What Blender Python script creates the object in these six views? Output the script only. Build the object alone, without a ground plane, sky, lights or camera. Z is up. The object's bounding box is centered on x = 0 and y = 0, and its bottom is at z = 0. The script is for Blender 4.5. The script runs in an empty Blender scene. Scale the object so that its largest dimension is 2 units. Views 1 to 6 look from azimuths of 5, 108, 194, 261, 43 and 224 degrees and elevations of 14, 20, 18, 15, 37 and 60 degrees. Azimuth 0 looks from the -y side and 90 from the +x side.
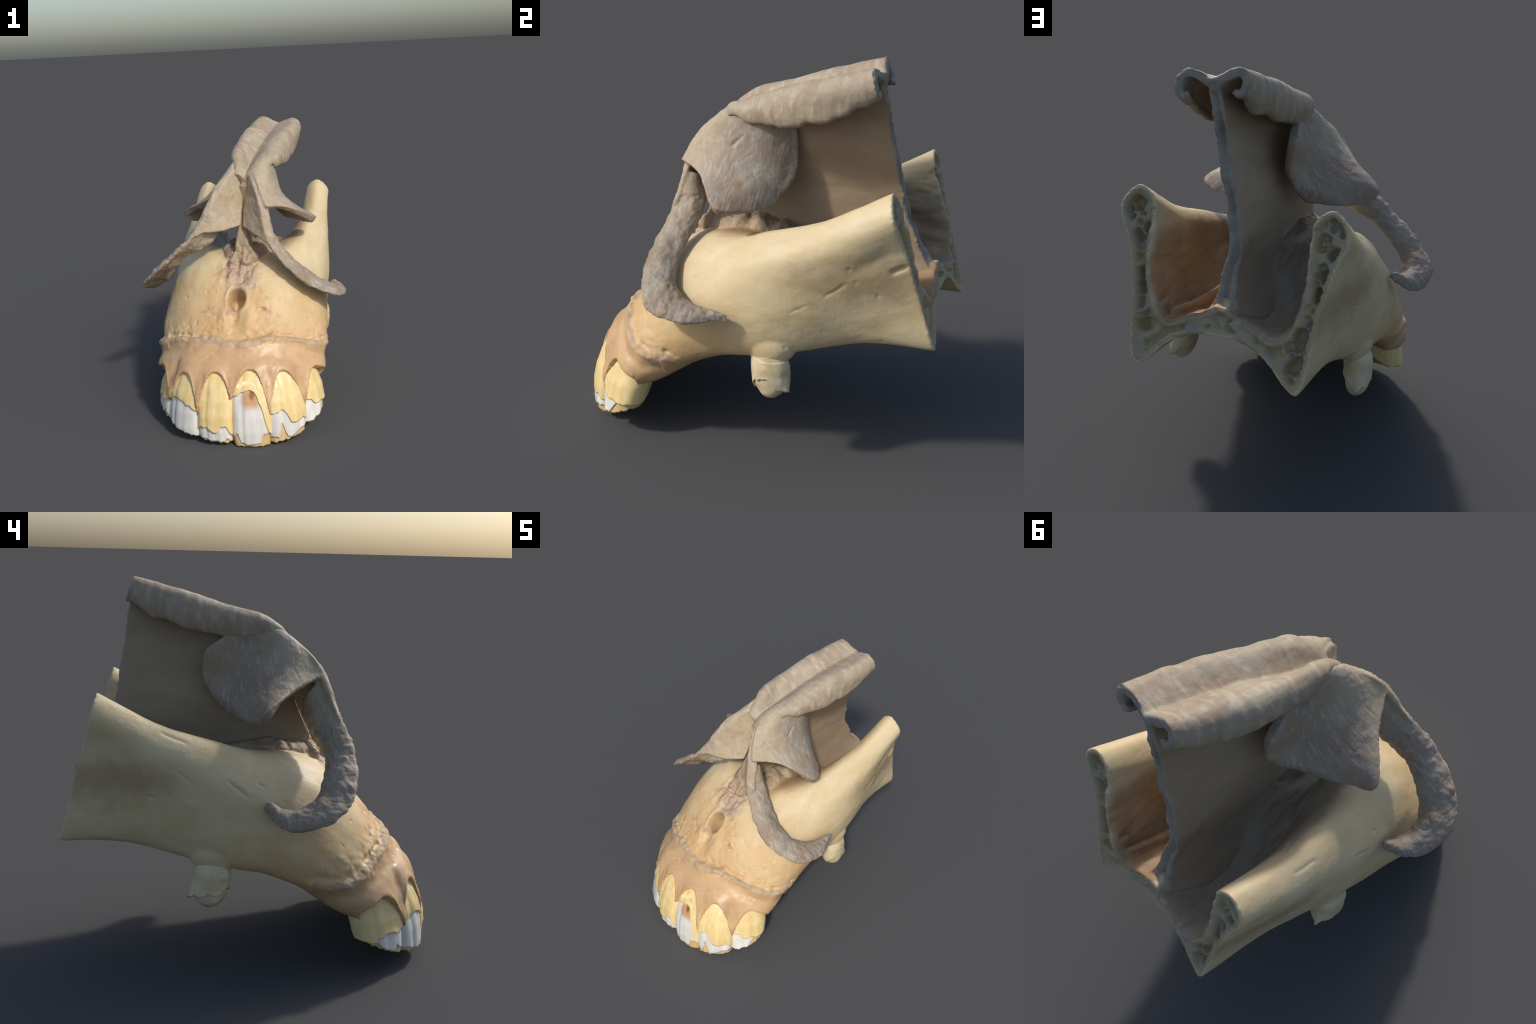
# Horse muzzle specimen: front of the upper jaw with incisors, canine teeth,
# gum, nasal septum, rolled dorsal cartilages and the two alar cartilages.
import bpy, bmesh, math
import numpy as np
from mathutils import Vector, kdtree

# ------------------------------------------------------------------ frame
# The specimen is symmetric about a midline that is yawed a little in the
# scene.  Everything is modelled in "muzzle" coordinates (x across, y to the
# rear, z up) and turned into the scene frame at the end.
YAW = math.radians(-4.7)
ORIGIN = np.array([0.029, 0.0, 0.0])
AX = np.array([math.cos(YAW), math.sin(YAW), 0.0])
AY = np.array([-math.sin(YAW), math.cos(YAW), 0.0])


def to_world(p):
    p = np.asarray(p, float)
    return ORIGIN + p[:, :1] * AX + p[:, 1:2] * AY + p[:, 2:3] * np.array([0, 0, 1.0])


def smoothstep(a, b, x):
    t = np.clip((x - a) / (b - a), 0, 1)
    return t * t * (3 - 2 * t)


# ------------------------------------------------------------------ noise
def _hash(i, j, k, s):
    h = (i * 374761393 + j * 668265263 + k * 2147483647 + s * 974634777) & 0xFFFFFFFF
    h = ((h ^ (h >> 13)) * 1274126177) & 0xFFFFFFFF
    h = ((h ^ (h >> 16)) * 2246822519) & 0xFFFFFFFF
    return ((h ^ (h >> 15)) & 0xFFFFFF) / float(0xFFFFFF)


def vnoise(p, scale, seed=0):
    q = np.asarray(p) * scale + 131.7
    i = np.floor(q).astype(np.int64)
    f = q - i
    f = f * f * f * (f * (f * 6 - 15) + 10)
    out = 0
    for dx in (0, 1):
        for dy in (0, 1):
            for dz in (0, 1):
                w = ((f[:, 0] if dx else 1 - f[:, 0]) * (f[:, 1] if dy else 1 - f[:, 1])
                     * (f[:, 2] if dz else 1 - f[:, 2]))
                out = out + w * _hash(i[:, 0] + dx, i[:, 1] + dy, i[:, 2] + dz, seed)
    return out * 2 - 1


def fbm(p, scale, octaves=3, seed=0):
    a, s = 0, 0
    for o in range(octaves):
        a = a + vnoise(p, scale * 2 ** o, seed + 17 * o) / 2 ** o
        s += 1 / 2 ** o
    return a / s


def cells(p, scale, seed=0):
    """Distance to the nearest scattered point (0 at a point)."""
    q = np.asarray(p) * scale + 57.3
    i = np.floor(q).astype(np.int64)
    best = np.full(len(q), 9.0)
    for dx in (-1, 0, 1):
        for dy in (-1, 0, 1):
            for dz in (-1, 0, 1):
                c = i + np.array([dx, dy, dz])
                o = np.stack([_hash(c[:, 0], c[:, 1], c[:, 2], seed + m) for m in (1, 2, 3)], 1)
                best = np.minimum(best, np.linalg.norm(c + o - q, axis=1))
    return best


# ------------------------------------------------------------------ curves
def catmull(P, per, closed=False):
    P = np.asarray(P, float)
    n = len(P)
    out = []
    segs = n if closed else n - 1
    for i in range(segs):
        if closed:
            a, b, c, d = (P[(i + k) % n] for k in (-1, 0, 1, 2))
        else:
            b, c = P[i], P[i + 1]
            a = P[i - 1] if i > 0 else 2 * b - c
            d = P[i + 2] if i + 2 < n else 2 * c - b
        for k in range(per):
            t = k / per
            out.append(0.5 * (2 * b + (c - a) * t + (2 * a - 5 * b + 4 * c - d) * t * t
                              + (3 * b - a - 3 * c + d) * t ** 3))
    if not closed:
        out.append(P[-1])
    return np.array(out)


def resample(P, n):
    P = np.asarray(P, float)
    d = np.r_[0, np.cumsum(np.linalg.norm(np.diff(P, axis=0), axis=1))]
    t = np.linspace(0, d[-1], n)
    return np.stack([np.interp(t, d, P[:, k]) for k in range(P.shape[1])], 1)


class Soup:
    """Closed shells gathered for one voxel union."""

    def __init__(self):
        self.v, self.f, self.lab, self.n = [], [], [], 0

    def add(self, v, f, label):
        v = np.asarray(v, float)
        self.v.append(v)
        self.f += [tuple(i + self.n for i in q) for q in f]
        self.lab += list(label) if isinstance(label, (list, np.ndarray)) else [label] * len(v)
        self.n += len(v)

    def verts(self):
        return np.concatenate(self.v)


def tube(rings):
    """Closed shell through rings of equal length; ends capped."""
    m, n = len(rings), len(rings[0])
    v = np.concatenate(rings)
    f = []
    for i in range(m - 1):
        for j in range(n):
            k = (j + 1) % n
            f.append((i * n + j, i * n + k, (i + 1) * n + k, (i + 1) * n + j))
    f.append(tuple(range(n - 1, -1, -1)))
    f.append(tuple((m - 1) * n + j for j in range(n)))
    return v, f


def sheet(G, thick):
    """Thick plate over a grid of points G[u, v]."""
    G = np.asarray(G, float)
    du = np.gradient(G, axis=0)
    dv = np.gradient(G, axis=1)
    nn = np.cross(du, dv)
    nn /= np.linalg.norm(nn, axis=2, keepdims=True) + 1e-9
    th = (np.asarray(thick) * np.ones(G.shape[:2]))[..., None] / 2
    a, b = G + nn * th, G - nn * th
    U, V = G.shape[:2]
    v = np.concatenate([a.reshape(-1, 3), b.reshape(-1, 3)])
    o = U * V
    f = []
    for i in range(U - 1):
        for j in range(V - 1):
            q = (i * V + j, (i + 1) * V + j, (i + 1) * V + j + 1, i * V + j + 1)
            f.append(q)
            f.append(tuple(o + k for k in reversed(q)))
    for i in range(U - 1):
        f.append((i * V, o + i * V, o + (i + 1) * V, (i + 1) * V))
        p = V - 1
        f.append(((i + 1) * V + p, o + (i + 1) * V + p, o + i * V + p, i * V + p))
    for j in range(V - 1):
        f.append((j + 1, o + j + 1, o + j, j))
        p = (U - 1) * V
        f.append((p + j, o + p + j, o + p + j + 1, p + j + 1))
    return v, f


def grid_surface(C, nu, nv):
    """Smooth surface through a small net of control points C[u][v]."""
    C = np.asarray(C, float)
    A = np.stack([resample(catmull(C[i], 8), nv) for i in range(len(C))])
    return np.stack([resample(catmull(A[:, j], 8), nu) for j in range(nv)], 1)


def ellipsoid(c, r, nu=20, nv=28):
    rings = []
    for i in range(nu + 1):
        a = math.pi * (0.02 + 0.96 * i / nu)
        t = np.linspace(0, 2 * math.pi, nv, endpoint=False)
        rings.append(np.stack([c[0] + r[0] * math.sin(a) * np.cos(t),
                               c[1] + r[1] * math.sin(a) * np.sin(t),
                               c[2] + np.full(nv, r[2] * math.cos(a))], 1))
    return tube(rings)


def mesh_from(v, f, name):
    me = bpy.data.meshes.new(name)
    me.from_pydata([tuple(p) for p in v], [], [tuple(q) for q in f])
    me.update()
    return me


def voxel_union(soup, voxel, smooth=4, factor=0.5):
    me = mesh_from(soup.verts(), soup.f, "union_source")
    bm = bmesh.new()
    bm.from_mesh(me)
    bmesh.ops.triangulate(bm, faces=[q for q in bm.faces if len(q.verts) > 4])
    bmesh.ops.recalc_face_normals(bm, faces=bm.faces)
    bm.to_mesh(me)
    bm.free()
    ob = bpy.data.objects.new("union_source", me)
    bpy.context.scene.collection.objects.link(ob)
    md = ob.modifiers.new("r", 'REMESH')
    md.mode = 'VOXEL'
    md.voxel_size = voxel
    md.adaptivity = 0
    sm = ob.modifiers.new("s", 'SMOOTH')
    sm.iterations = smooth
    sm.factor = factor
    dg = bpy.context.evaluated_depsgraph_get()
    out = bpy.data.meshes.new_from_object(ob.evaluated_get(dg))
    bpy.data.objects.remove(ob)
    bpy.data.meshes.remove(me)
    n = len(out.vertices)
    v = np.empty(n * 3)
    out.vertices.foreach_get("co", v)
    f = [tuple(p.vertices) for p in out.polygons]
    nm = normals(v.reshape(-1, 3), f)
    bpy.data.meshes.remove(out)
    return v.reshape(-1, 3), f, nm


def normals(v, f):
    me = mesh_from(v, f, "tmp")
    n = np.empty(len(v) * 3)
    me.vertex_normals.foreach_get("vector", n)
    bpy.data.meshes.remove(me)
    return n.reshape(-1, 3)


def nearest_labels(soup, v):
    pts = soup.verts()
    kd = kdtree.KDTree(len(pts))
    for i, p in enumerate(pts):
        kd.insert(p, i)
    kd.balance()
    return [soup.lab[kd.find(p)[1]] for p in v]


def soften_labels(lab, faces, n, rounds):
    """Smooth the region borders by averaging label weights over edges."""
    names = sorted(set(lab))
    W = np.zeros((n, len(names)))
    W[np.arange(n), [names.index(l) for l in lab]] = 1
    q = np.array([(f[0], f[1], f[2], f[-1]) for f in faces])
    for _ in range(rounds):
        acc, cnt = W.copy(), np.ones(n)
        for a in range(4):
            for b in range(4):
                if a != b:
                    np.add.at(acc, q[:, a], W[q[:, b]])
                    np.add.at(cnt, q[:, a], 1)
        W = acc / cnt[:, None]
    return [names[k] for k in np.argmax(W, 1)]


ROOT = bpy.data.objects.new("horse_muzzle_skull", None)
bpy.context.scene.collection.objects.link(ROOT)
ROOT["label"] = "dissected horse muzzle bone with teeth and grey nasal cartilage"
ROOT["category"] = "animal skull"


def add_object(name, v, f, mat, nrm=None, parent=ROOT, world=True):
    """Mesh object from muzzle coordinates, smooth shaded."""
    used = sorted({i for q in f for i in q})
    remap = {i: k for k, i in enumerate(used)}
    w = to_world(np.asarray(v)[used]) if world else np.asarray(v)[used]
    me = mesh_from(w, [tuple(remap[i] for i in q) for q in f], name)
    me.shade_smooth()
    if nrm is not None:
        nn = np.asarray(nrm)[used]
        nn = nn[:, :1] * AX + nn[:, 1:2] * AY + nn[:, 2:3] * np.array([0, 0, 1.0])
        me.normals_split_custom_set_from_vertices([tuple(q) for q in nn])
    me.materials.append(mat)
    ob = bpy.data.objects.new(name, me)
    bpy.context.scene.collection.objects.link(ob)
    ob.parent = parent
    return ob


def split_regions(v, f, lab, nrm, table):
    """One object per region label; border vertices coincide."""
    groups = {}
    for q in f:
        ls = [lab[i] for i in q]
        groups.setdefault(max(ls, key=ls.count), []).append(q)
    return {k: add_object(table[k][0], v, g, table[k][1], nrm) for k, g in sorted(groups.items())}


# plane of the saw cut at the rear
CUT_N = np.array([0, math.cos(math.radians(15.4)), math.sin(math.radians(15.4))])
CUT_D = CUT_N @ np.array([0, 0.921, 0.875])

# ------------------------------------------------------------------ materials
class Mat:
    def __init__(self, name, rough=0.55, spec=0.35):
        self.m = bpy.data.materials.new(name)
        self.m.use_nodes = True
        self.t = self.m.node_tree
        self.b = self.t.nodes["Principled BSDF"]
        self.b.inputs["Roughness"].default_value = rough
        self.b.inputs["Specular IOR Level"].default_value = spec
        self.co = self.t.nodes.new("ShaderNodeTexCoord").outputs["Object"]

    def node(self, kind, **kw):
        n = self.t.nodes.new(kind)
        for k, x in kw.items():
            setattr(n, k, x)
        return n

    def link(self, a, b):
        self.t.links.new(a, b)

    def mapping(self, scale=(1, 1, 1), rot=(0, 0, 0), loc=(0, 0, 0)):
        n = self.node("ShaderNodeMapping")
        n.inputs["Scale"].default_value = scale
        n.inputs["Rotation"].default_value = rot
        n.inputs["Location"].default_value = loc
        self.link(self.co, n.inputs["Vector"])
        return n.outputs[0]

    def noise(self, scale, detail=4, rough=0.55, vec=None, dist=0.0):
        n = self.node("ShaderNodeTexNoise")
        n.inputs["Scale"].default_value = scale
        n.inputs["Detail"].default_value = detail
        n.inputs["Roughness"].default_value = rough
        n.inputs["Distortion"].default_value = dist
        self.link(vec or self.co, n.inputs["Vector"])
        return n.outputs["Fac"]

    def ramp(self, fac, *stops):
        n = self.node("ShaderNodeValToRGB")
        e = n.color_ramp.elements
        while len(e) < len(stops):
            e.new(0.5)
        for k, (p, c) in enumerate(stops):
            e[k].position = p
            e[k].color = (c, c, c, 1) if isinstance(c, (int, float)) else (*c, 1)
        self.link(fac, n.inputs[0])
        return n.outputs[0]

    def mix(self, fac, a, b, mode='MIX'):
        n = self.node("ShaderNodeMix", data_type='RGBA', blend_type=mode)
        for sock, x in ((n.inputs[0], fac), (n.inputs[6], a), (n.inputs[7], b)):
            if isinstance(x, (int, float)):
                sock.default_value = x
            elif isinstance(x, tuple):
                sock.default_value = (*x, 1)
            else:
                self.link(x, sock)
        return n.outputs[2]

    def math(self, op, a, b=0.0, c=0.0):
        n = self.node("ShaderNodeMath", operation=op)
        for s, x in zip(n.inputs, (a, b, c)):
            if isinstance(x, (int, float)):
                s.default_value = x
            else:
                self.link(x, s)
        return n.outputs[0]

    def near(self, point, radius, soft=0.5, wob=0.0, squash=(1, 1, 1)):
        """1 inside a wobbling ball round a muzzle-frame point, 0 outside."""
        w = to_world(np.array([point]))[0]
        sub = self.node("ShaderNodeVectorMath", operation='SUBTRACT')
        self.link(self.co, sub.inputs[0])
        sub.inputs[1].default_value = tuple(w)
        mul = self.node("ShaderNodeVectorMath", operation='MULTIPLY')
        self.link(sub.outputs[0], mul.inputs[0])
        mul.inputs[1].default_value = squash
        ln = self.node("ShaderNodeVectorMath", operation='LENGTH')
        self.link(mul.outputs[0], ln.inputs[0])
        d = ln.outputs["Value"]
        if wob:
            d = self.math('ADD', d, self.math('MULTIPLY', self.math('SUBTRACT', self.noise(9, 3), 0.5), wob))
        mr = self.node("ShaderNodeMapRange", interpolation_type='SMOOTHSTEP')
        mr.inputs["From Min"].default_value = radius * (1 + soft)
        mr.inputs["From Max"].default_value = radius * (1 - soft)
        self.link(d, mr.inputs["Value"])
        return mr.outputs[0]

    def finish(self, colour, bump=None, strength=0.3, dist=0.01):
        if isinstance(colour, tuple):
            self.b.inputs["Base Color"].default_value = (*colour, 1)
        else:
            self.link(colour, self.b.inputs["Base Color"])
        if bump is not None:
            n = self.node("ShaderNodeBump")
            n.inputs["Strength"].default_value = strength
            n.inputs["Distance"].default_value = dist
            self.link(bump, n.inputs["Height"])
            self.link(n.outputs[0], self.b.inputs["Normal"])
        return self.m


def s2l(*c):
    return tuple(((x / 255 + 0.055) / 1.055) ** 2.4 if x > 10 else x / 255 / 12.92 for x in c)


CREAM, STRAW, TAN, ORANGE = s2l(212, 196, 160), s2l(202, 180, 137), s2l(194, 158, 110), s2l(196, 154, 102)
GREY, WARMGREY, DARKGREY, PINKGREY = s2l(166, 155, 140), s2l(184, 170, 146), s2l(140, 128, 118), s2l(164, 143, 126)


def bone_colours():
    m = Mat("bone", 0.5, 0.35)
    streak = m.noise(5, 5, 0.6, m.mapping((2.2, 0.8, 1.6), (0.5, 0, 0)))
    c = m.mix(m.ramp(streak, (0.32, 0.0), (0.68, 1.0)), CREAM, STRAW)
    # tan, more deeply stained bone round the front of the muzzle
    c = m.mix(m.math('MULTIPLY', m.near((0, -0.75, 0.5), 0.55, 0.75, 0.5), 0.85), c, TAN)
    c = m.mix(m.math('MULTIPLY', m.near((0.5, -0.2, 0.5), 0.3, 0.8, 0.3), 0.6), c, ORANGE)
    c = m.mix(m.math('MULTIPLY', m.near((-0.5, -0.2, 0.5), 0.3, 0.8, 0.3), 0.6), c, ORANGE)
    # brown smears on the outer walls near the cut
    for s in (1, -1):
        c = m.mix(m.math('MULTIPLY', m.near((0.47 * s, 0.68, 1.04), 0.13, 0.8, 0.22, (0.7, 0.5, 1.3)), 0.6),
                  c, s2l(150, 122, 92))
    # brown membrane inside the nasal passages
    for s in (1, -1):
        q = m.math('MAXIMUM', m.near((0.17 * s - 0.015, 0.36, 1.12), 0.20, 0.16, 0.05, (1.0, 0.36, 0.62)),
                   m.near((0.175 * s - 0.02, 0.80, 1.13), 0.185, 0.10, 0.04, (1.0, 0.36, 0.62)))
        c = m.mix(m.math('MULTIPLY', q, 0.9), c, m.mix(m.ramp(m.noise(6, 5), (0.4, 0.0), (0.65, 1.0)), *((s2l(150, 114, 80), s2l(162, 136, 108)) if s > 0 else (s2l(140, 122, 100), s2l(152, 138, 120)))))
    # grey tissue left on the crest in front of the septum
    c = m.mix(m.math('MULTIPLY', m.near((0, -0.40, 1.0), 0.13, 0.45, 0.22, (1, 1, 0.8)), 0.85), c, PINKGREY)
    c = m.mix(m.math('MULTIPLY', m.near((-0.02, -0.56, 0.8), 0.055, 0.6, 0.08), 0.6), c, PINKGREY)
    # vessel pits and small stains
    spots = m.ramp(m.noise(26, 3, 0.6), (0.66, 0.0), (0.74, 1.0))
    c = m.mix(m.math('MULTIPLY', spots, m.math('MULTIPLY', m.near((0.02, -0.6, 0.75), 0.3, 0.6), 0.7)), c, s2l(176, 140, 112))
    warm = m.ramp(m.noise(3.2, 4, 0.6, m.mapping((1, 1, 1), (0, 0, 0), (4, 2, 9))), (0.5, 0.0), (0.7, 1.0))
    c = m.mix(m.math('MULTIPLY', m.math('MULTIPLY', warm, m.near((0, -0.6, 0.7), 0.5, 0.5)), 0.6), c, s2l(194, 148, 98))
    purple = m.ramp(m.noise(11, 4, 0.65, m.mapping((1, 1, 1), (0, 0, 0), (7, 5, 1))), (0.58, 0.0), (0.68, 1.0))
    c = m.mix(m.math('MULTIPLY', m.math('MULTIPLY', purple, m.near((0, -0.68, 0.68), 0.34, 0.4, 0.1)), 0.8), c, s2l(164, 130, 114))
    blot = m.ramp(m.noise(14, 5, 0.65), (0.6, 0.0), (0.8, 1.0))
    c = m.mix(m.math('MULTIPLY', blot, 0.35), c, s2l(170, 140, 100))
    # sawn face at the rear: spongy bone between dense rims
    n0 = to_world(np.array([CUT_N]))[0] - ORIGIN
    dot = m.node("ShaderNodeVectorMath", operation='DOT_PRODUCT')
    m.link(m.co, dot.inputs[0])
    dot.inputs[1].default_value = tuple(n0)
    d0 = CUT_D + float(n0 @ ORIGIN)
    mr = m.node("ShaderNodeMapRange", interpolation_type='SMOOTHSTEP')
    mr.inputs["From Min"].default_value = d0 - 0.075
    mr.inputs["From Max"].default_value = d0 - 0.001
    m.link(dot.outputs["Value"], mr.inputs["Value"])
    sp = m.mix(m.ramp(m.noise(12, 5, 0.65), (0.35, 0.0), (0.6, 1.0)), s2l(184, 162, 118), s2l(164, 154, 136))
    sp = m.mix(m.ramp(m.noise(7, 3), (0.58, 0.0), (0.72, 0.7)), sp, s2l(172, 130, 76))
    return m, c, sp, mr.outputs[0]


def bone_outside():
    m, c, sp, k = bone_colours()
    return m.finish(c, m.noise(60, 5, 0.6), 0.25, 0.006)


def bone_sawn():
    m, c, sp, k = bone_colours()
    m.m.name = "sawn_bone"
    return m.finish(m.mix(k, m.mix(0.25, sp, s2l(130, 102, 68)), sp), m.noise(60, 5, 0.6), 0.25, 0.006)


def gum_material():
    m = Mat("gum", 0.4, 0.45)
    n = m.noise(6, 5, 0.6)
    c = m.mix(m.ramp(n, (0.35, 0.0), (0.7, 1.0)), s2l(182, 146, 110), s2l(200, 166, 122))
    return m.finish(c, m.noise(40, 4), 0.15, 0.006)


def ridge_material():
    m = Mat("gum_edge", 0.6, 0.3)
    c = m.mix(m.ramp(m.noise(16, 5, 0.6), (0.35, 0.0), (0.65, 1.0)), s2l(168, 146, 126), s2l(188, 160, 120))
    return m.finish(c, m.noise(50, 4), 0.3, 0.008)


def septum_material():
    m = Mat("septum_membrane", 0.5, 0.35)
    n = m.noise(5, 6, 0.6, m.mapping((1, 0.7, 2.2), (0.25, 0, 0)))
    c = m.mix(m.ramp(n, (0.3, 0.0), (0.7, 1.0)), s2l(150, 130, 106), s2l(163, 143, 118))
    c = m.mix(m.math('MULTIPLY', m.ramp(m.noise(34, 3), (0.7, 0.0), (0.78, 1.0)), 0.4), c, s2l(198, 186, 164))
    return m.finish(c, m.noise(30, 5), 0.2, 0.006)


BEIGE, MAUVE, ASH = s2l(182, 166, 138), s2l(142, 123, 105), s2l(153, 145, 130)


def dorsal_material():
    m = Mat("dorsal_cartilage", 0.6, 0.3)
    n = m.noise(4.5, 6, 0.62)
    c = m.mix(m.ramp(n, (0.35, 0.0), (0.65, 1.0)), s2l(172, 160, 139), s2l(152, 137, 117))
    # pink-brown bands along the crests, ribbing highlights painted across them as pale bars
    k = m.noise(3.5, 4, 0.6, m.mapping((4.5, 0.7, 2.0), (0, 0, math.radians(9))))
    c = m.mix(m.math('MULTIPLY', m.ramp(k, (0.5, 0.0), (0.62, 1.0)), 0.55), c, s2l(156, 132, 110))
    bars = m.noise(9, 3, 0.55, m.mapping((1.2, 3.4, 1.2), (0, 0, math.radians(-12))))
    c = m.mix(m.math('MULTIPLY', m.ramp(bars, (0.52, 0.0), (0.66, 1.0)), 0.45), c, s2l(194, 182, 162))
    return m.finish(c, m.noise(45, 5, 0.6), 0.3, 0.008)


def edge_material():
    m = Mat("sawn_cartilage", 0.55, 0.35)
    c = m.mix(m.ramp(m.noise(9, 5, 0.6), (0.35, 0.0), (0.65, 1.0)), s2l(158, 150, 138), s2l(140, 126, 112))
    return m.finish(c, m.noise(45, 5, 0.6), 0.3, 0.008)


def tissue_material():
    m = Mat("dried_tissue", 0.6, 0.3)
    c = m.mix(m.ramp(m.noise(8, 5, 0.65), (0.35, 0.0), (0.65, 1.0)), s2l(172, 154, 126), s2l(150, 128, 110))
    c = m.mix(m.math('MULTIPLY', m.ramp(m.noise(15, 4), (0.56, 0.0), (0.7, 1.0)), 0.5), c, s2l(186, 148, 104))
    return m.finish(c, m.noise(40, 5, 0.6), 0.4, 0.008)


def alar_material():
    m = Mat("alar_cartilage", 0.6, 0.3)
    n = m.noise(5, 6, 0.62)
    c = m.mix(m.ramp(n, (0.36, 0.0), (0.64, 1.0)), ASH, MAUVE)
    # beige where the plates bend forward to the midline
    fr = m.near((0.0, -0.34, 1.50), 0.28, 0.55, 0.25, (0.8, 1.0, 0.7))
    c = m.mix(m.math('MULTIPLY', fr, 0.85), c, m.mix(m.ramp(m.noise(8, 5), (0.4, 0.0), (0.65, 1.0)), BEIGE, s2l(172, 156, 136)))
    # pale collagen fibres fanning over the plates
    for rot, loc in (((0.9, 0.2, 0.3), 0), ((-0.7, 0.4, 0.2), 5)):
        fib = m.noise(13, 3, 0.55, m.mapping((1.0, 5.5, 1.0), rot, (loc, loc, loc)))
        c = m.mix(m.math('MULTIPLY', m.ramp(fib, (0.57, 0.0), (0.66, 1.0)), 0.35), c, s2l(190, 180, 168))
    tan = m.noise(6, 5, 0.65, m.mapping((1, 1, 1), (0, 0, 0), (2, 8, 5)))
    c = m.mix(m.math('MULTIPLY', m.ramp(tan, (0.52, 0.0), (0.66, 1.0)), 0.5), c, s2l(164, 140, 108))
    dark = m.noise(17, 4, 0.65, m.mapping((1, 1, 1), (0, 0, 0), (9, 9, 2)))
    c = m.mix(m.math('MULTIPLY', m.ramp(dark, (0.58, 0.0), (0.72, 1.0)), 0.45), c, s2l(118, 106, 98))
    return m.finish(c, m.noise(45, 5, 0.6), 0.4, 0.008)


def dentine_material():
    """Worn core of a tooth: white enamel above a ragged yellow tip."""
    m = Mat("enamel", 0.28, 0.5)
    n = m.noise(9, 4, 0.5, m.mapping((2.5, 2.5, 0.4)))
    c = m.mix(m.ramp(n, (0.35, 0.0), (0.65, 1.0)), s2l(226, 222, 212), s2l(204, 203, 200))
    y = m.noise(7, 3, 0.5, m.mapping((4, 4, 0.5), (0, 0, 0), (5, 2, 1)))
    c = m.mix(m.math('MULTIPLY', m.ramp(y, (0.6, 0.0), (0.7, 1.0)), 0.4), c, s2l(226, 208, 156))
    c = m.mix(m.math('MULTIPLY', m.near((.135, -.965, .325), 0.055, 0.6, 0.06, (1, 0.5, 0.9)), 0.9), c, s2l(190, 140, 84))
    c = m.mix(m.math('MULTIPLY', m.near((.138, -.965, .345), 0.014, 0.6, 0.012, (1, 0.1, 0.5)), 0.9), c, s2l(120, 80, 50))
    return m.finish(c, m.noise(30, 3, 0.5, m.mapping((2, 2, 0.3))), 0.15, 0.006)


def tip_material():
    m = Mat("dentine", 0.35, 0.45)
    n = m.noise(10, 4, 0.55)
    c = m.mix(m.ramp(n, (0.35, 0.0), (0.65, 1.0)), s2l(216, 188, 132), s2l(202, 172, 120))
    return m.finish(c, m.noise(40, 3), 0.15, 0.006)


def canine_material():
    m = Mat("canine_cement", 0.4, 0.45)
    n = m.noise(10, 4, 0.55)
    c = m.mix(m.ramp(n, (0.35, 0.0), (0.65, 1.0)), s2l(214, 202, 172), s2l(196, 176, 134))
    return m.finish(c, m.noise(40, 3), 0.15, 0.006)


def cement_material():
    m = Mat("tooth_cement", 0.35, 0.45)
    n = m.noise(7, 4, 0.55, m.mapping((3.5, 3.5, 0.5)))
    c = m.mix(m.ramp(n, (0.3, 0.0), (0.7, 1.0)), s2l(226, 205, 152), s2l(218, 190, 128))
    w = m.noise(8, 3, 0.5, m.mapping((4, 4, 0.4), (0, 0, 0), (2, 7, 3)))
    c = m.mix(m.math('MULTIPLY', m.ramp(w, (0.6, 0.0), (0.72, 1.0)), 0.5), c, s2l(228, 220, 190))
    return m.finish(c, m.noise(30, 3, 0.5, m.mapping((3, 3, 0.4))), 0.12, 0.006)


BONE, SAWN, GUM, RIDGE = bone_outside(), bone_sawn(), gum_material(), ridge_material()
SEPTUM = septum_material()
DORSAL, ALAR, EDGE, TISSUE = dorsal_material(), alar_material(), edge_material(), tissue_material()
CANINE = canine_material()
ENAMEL, DENTINE, CEMENT = dentine_material(), tip_material(), cement_material()

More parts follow.
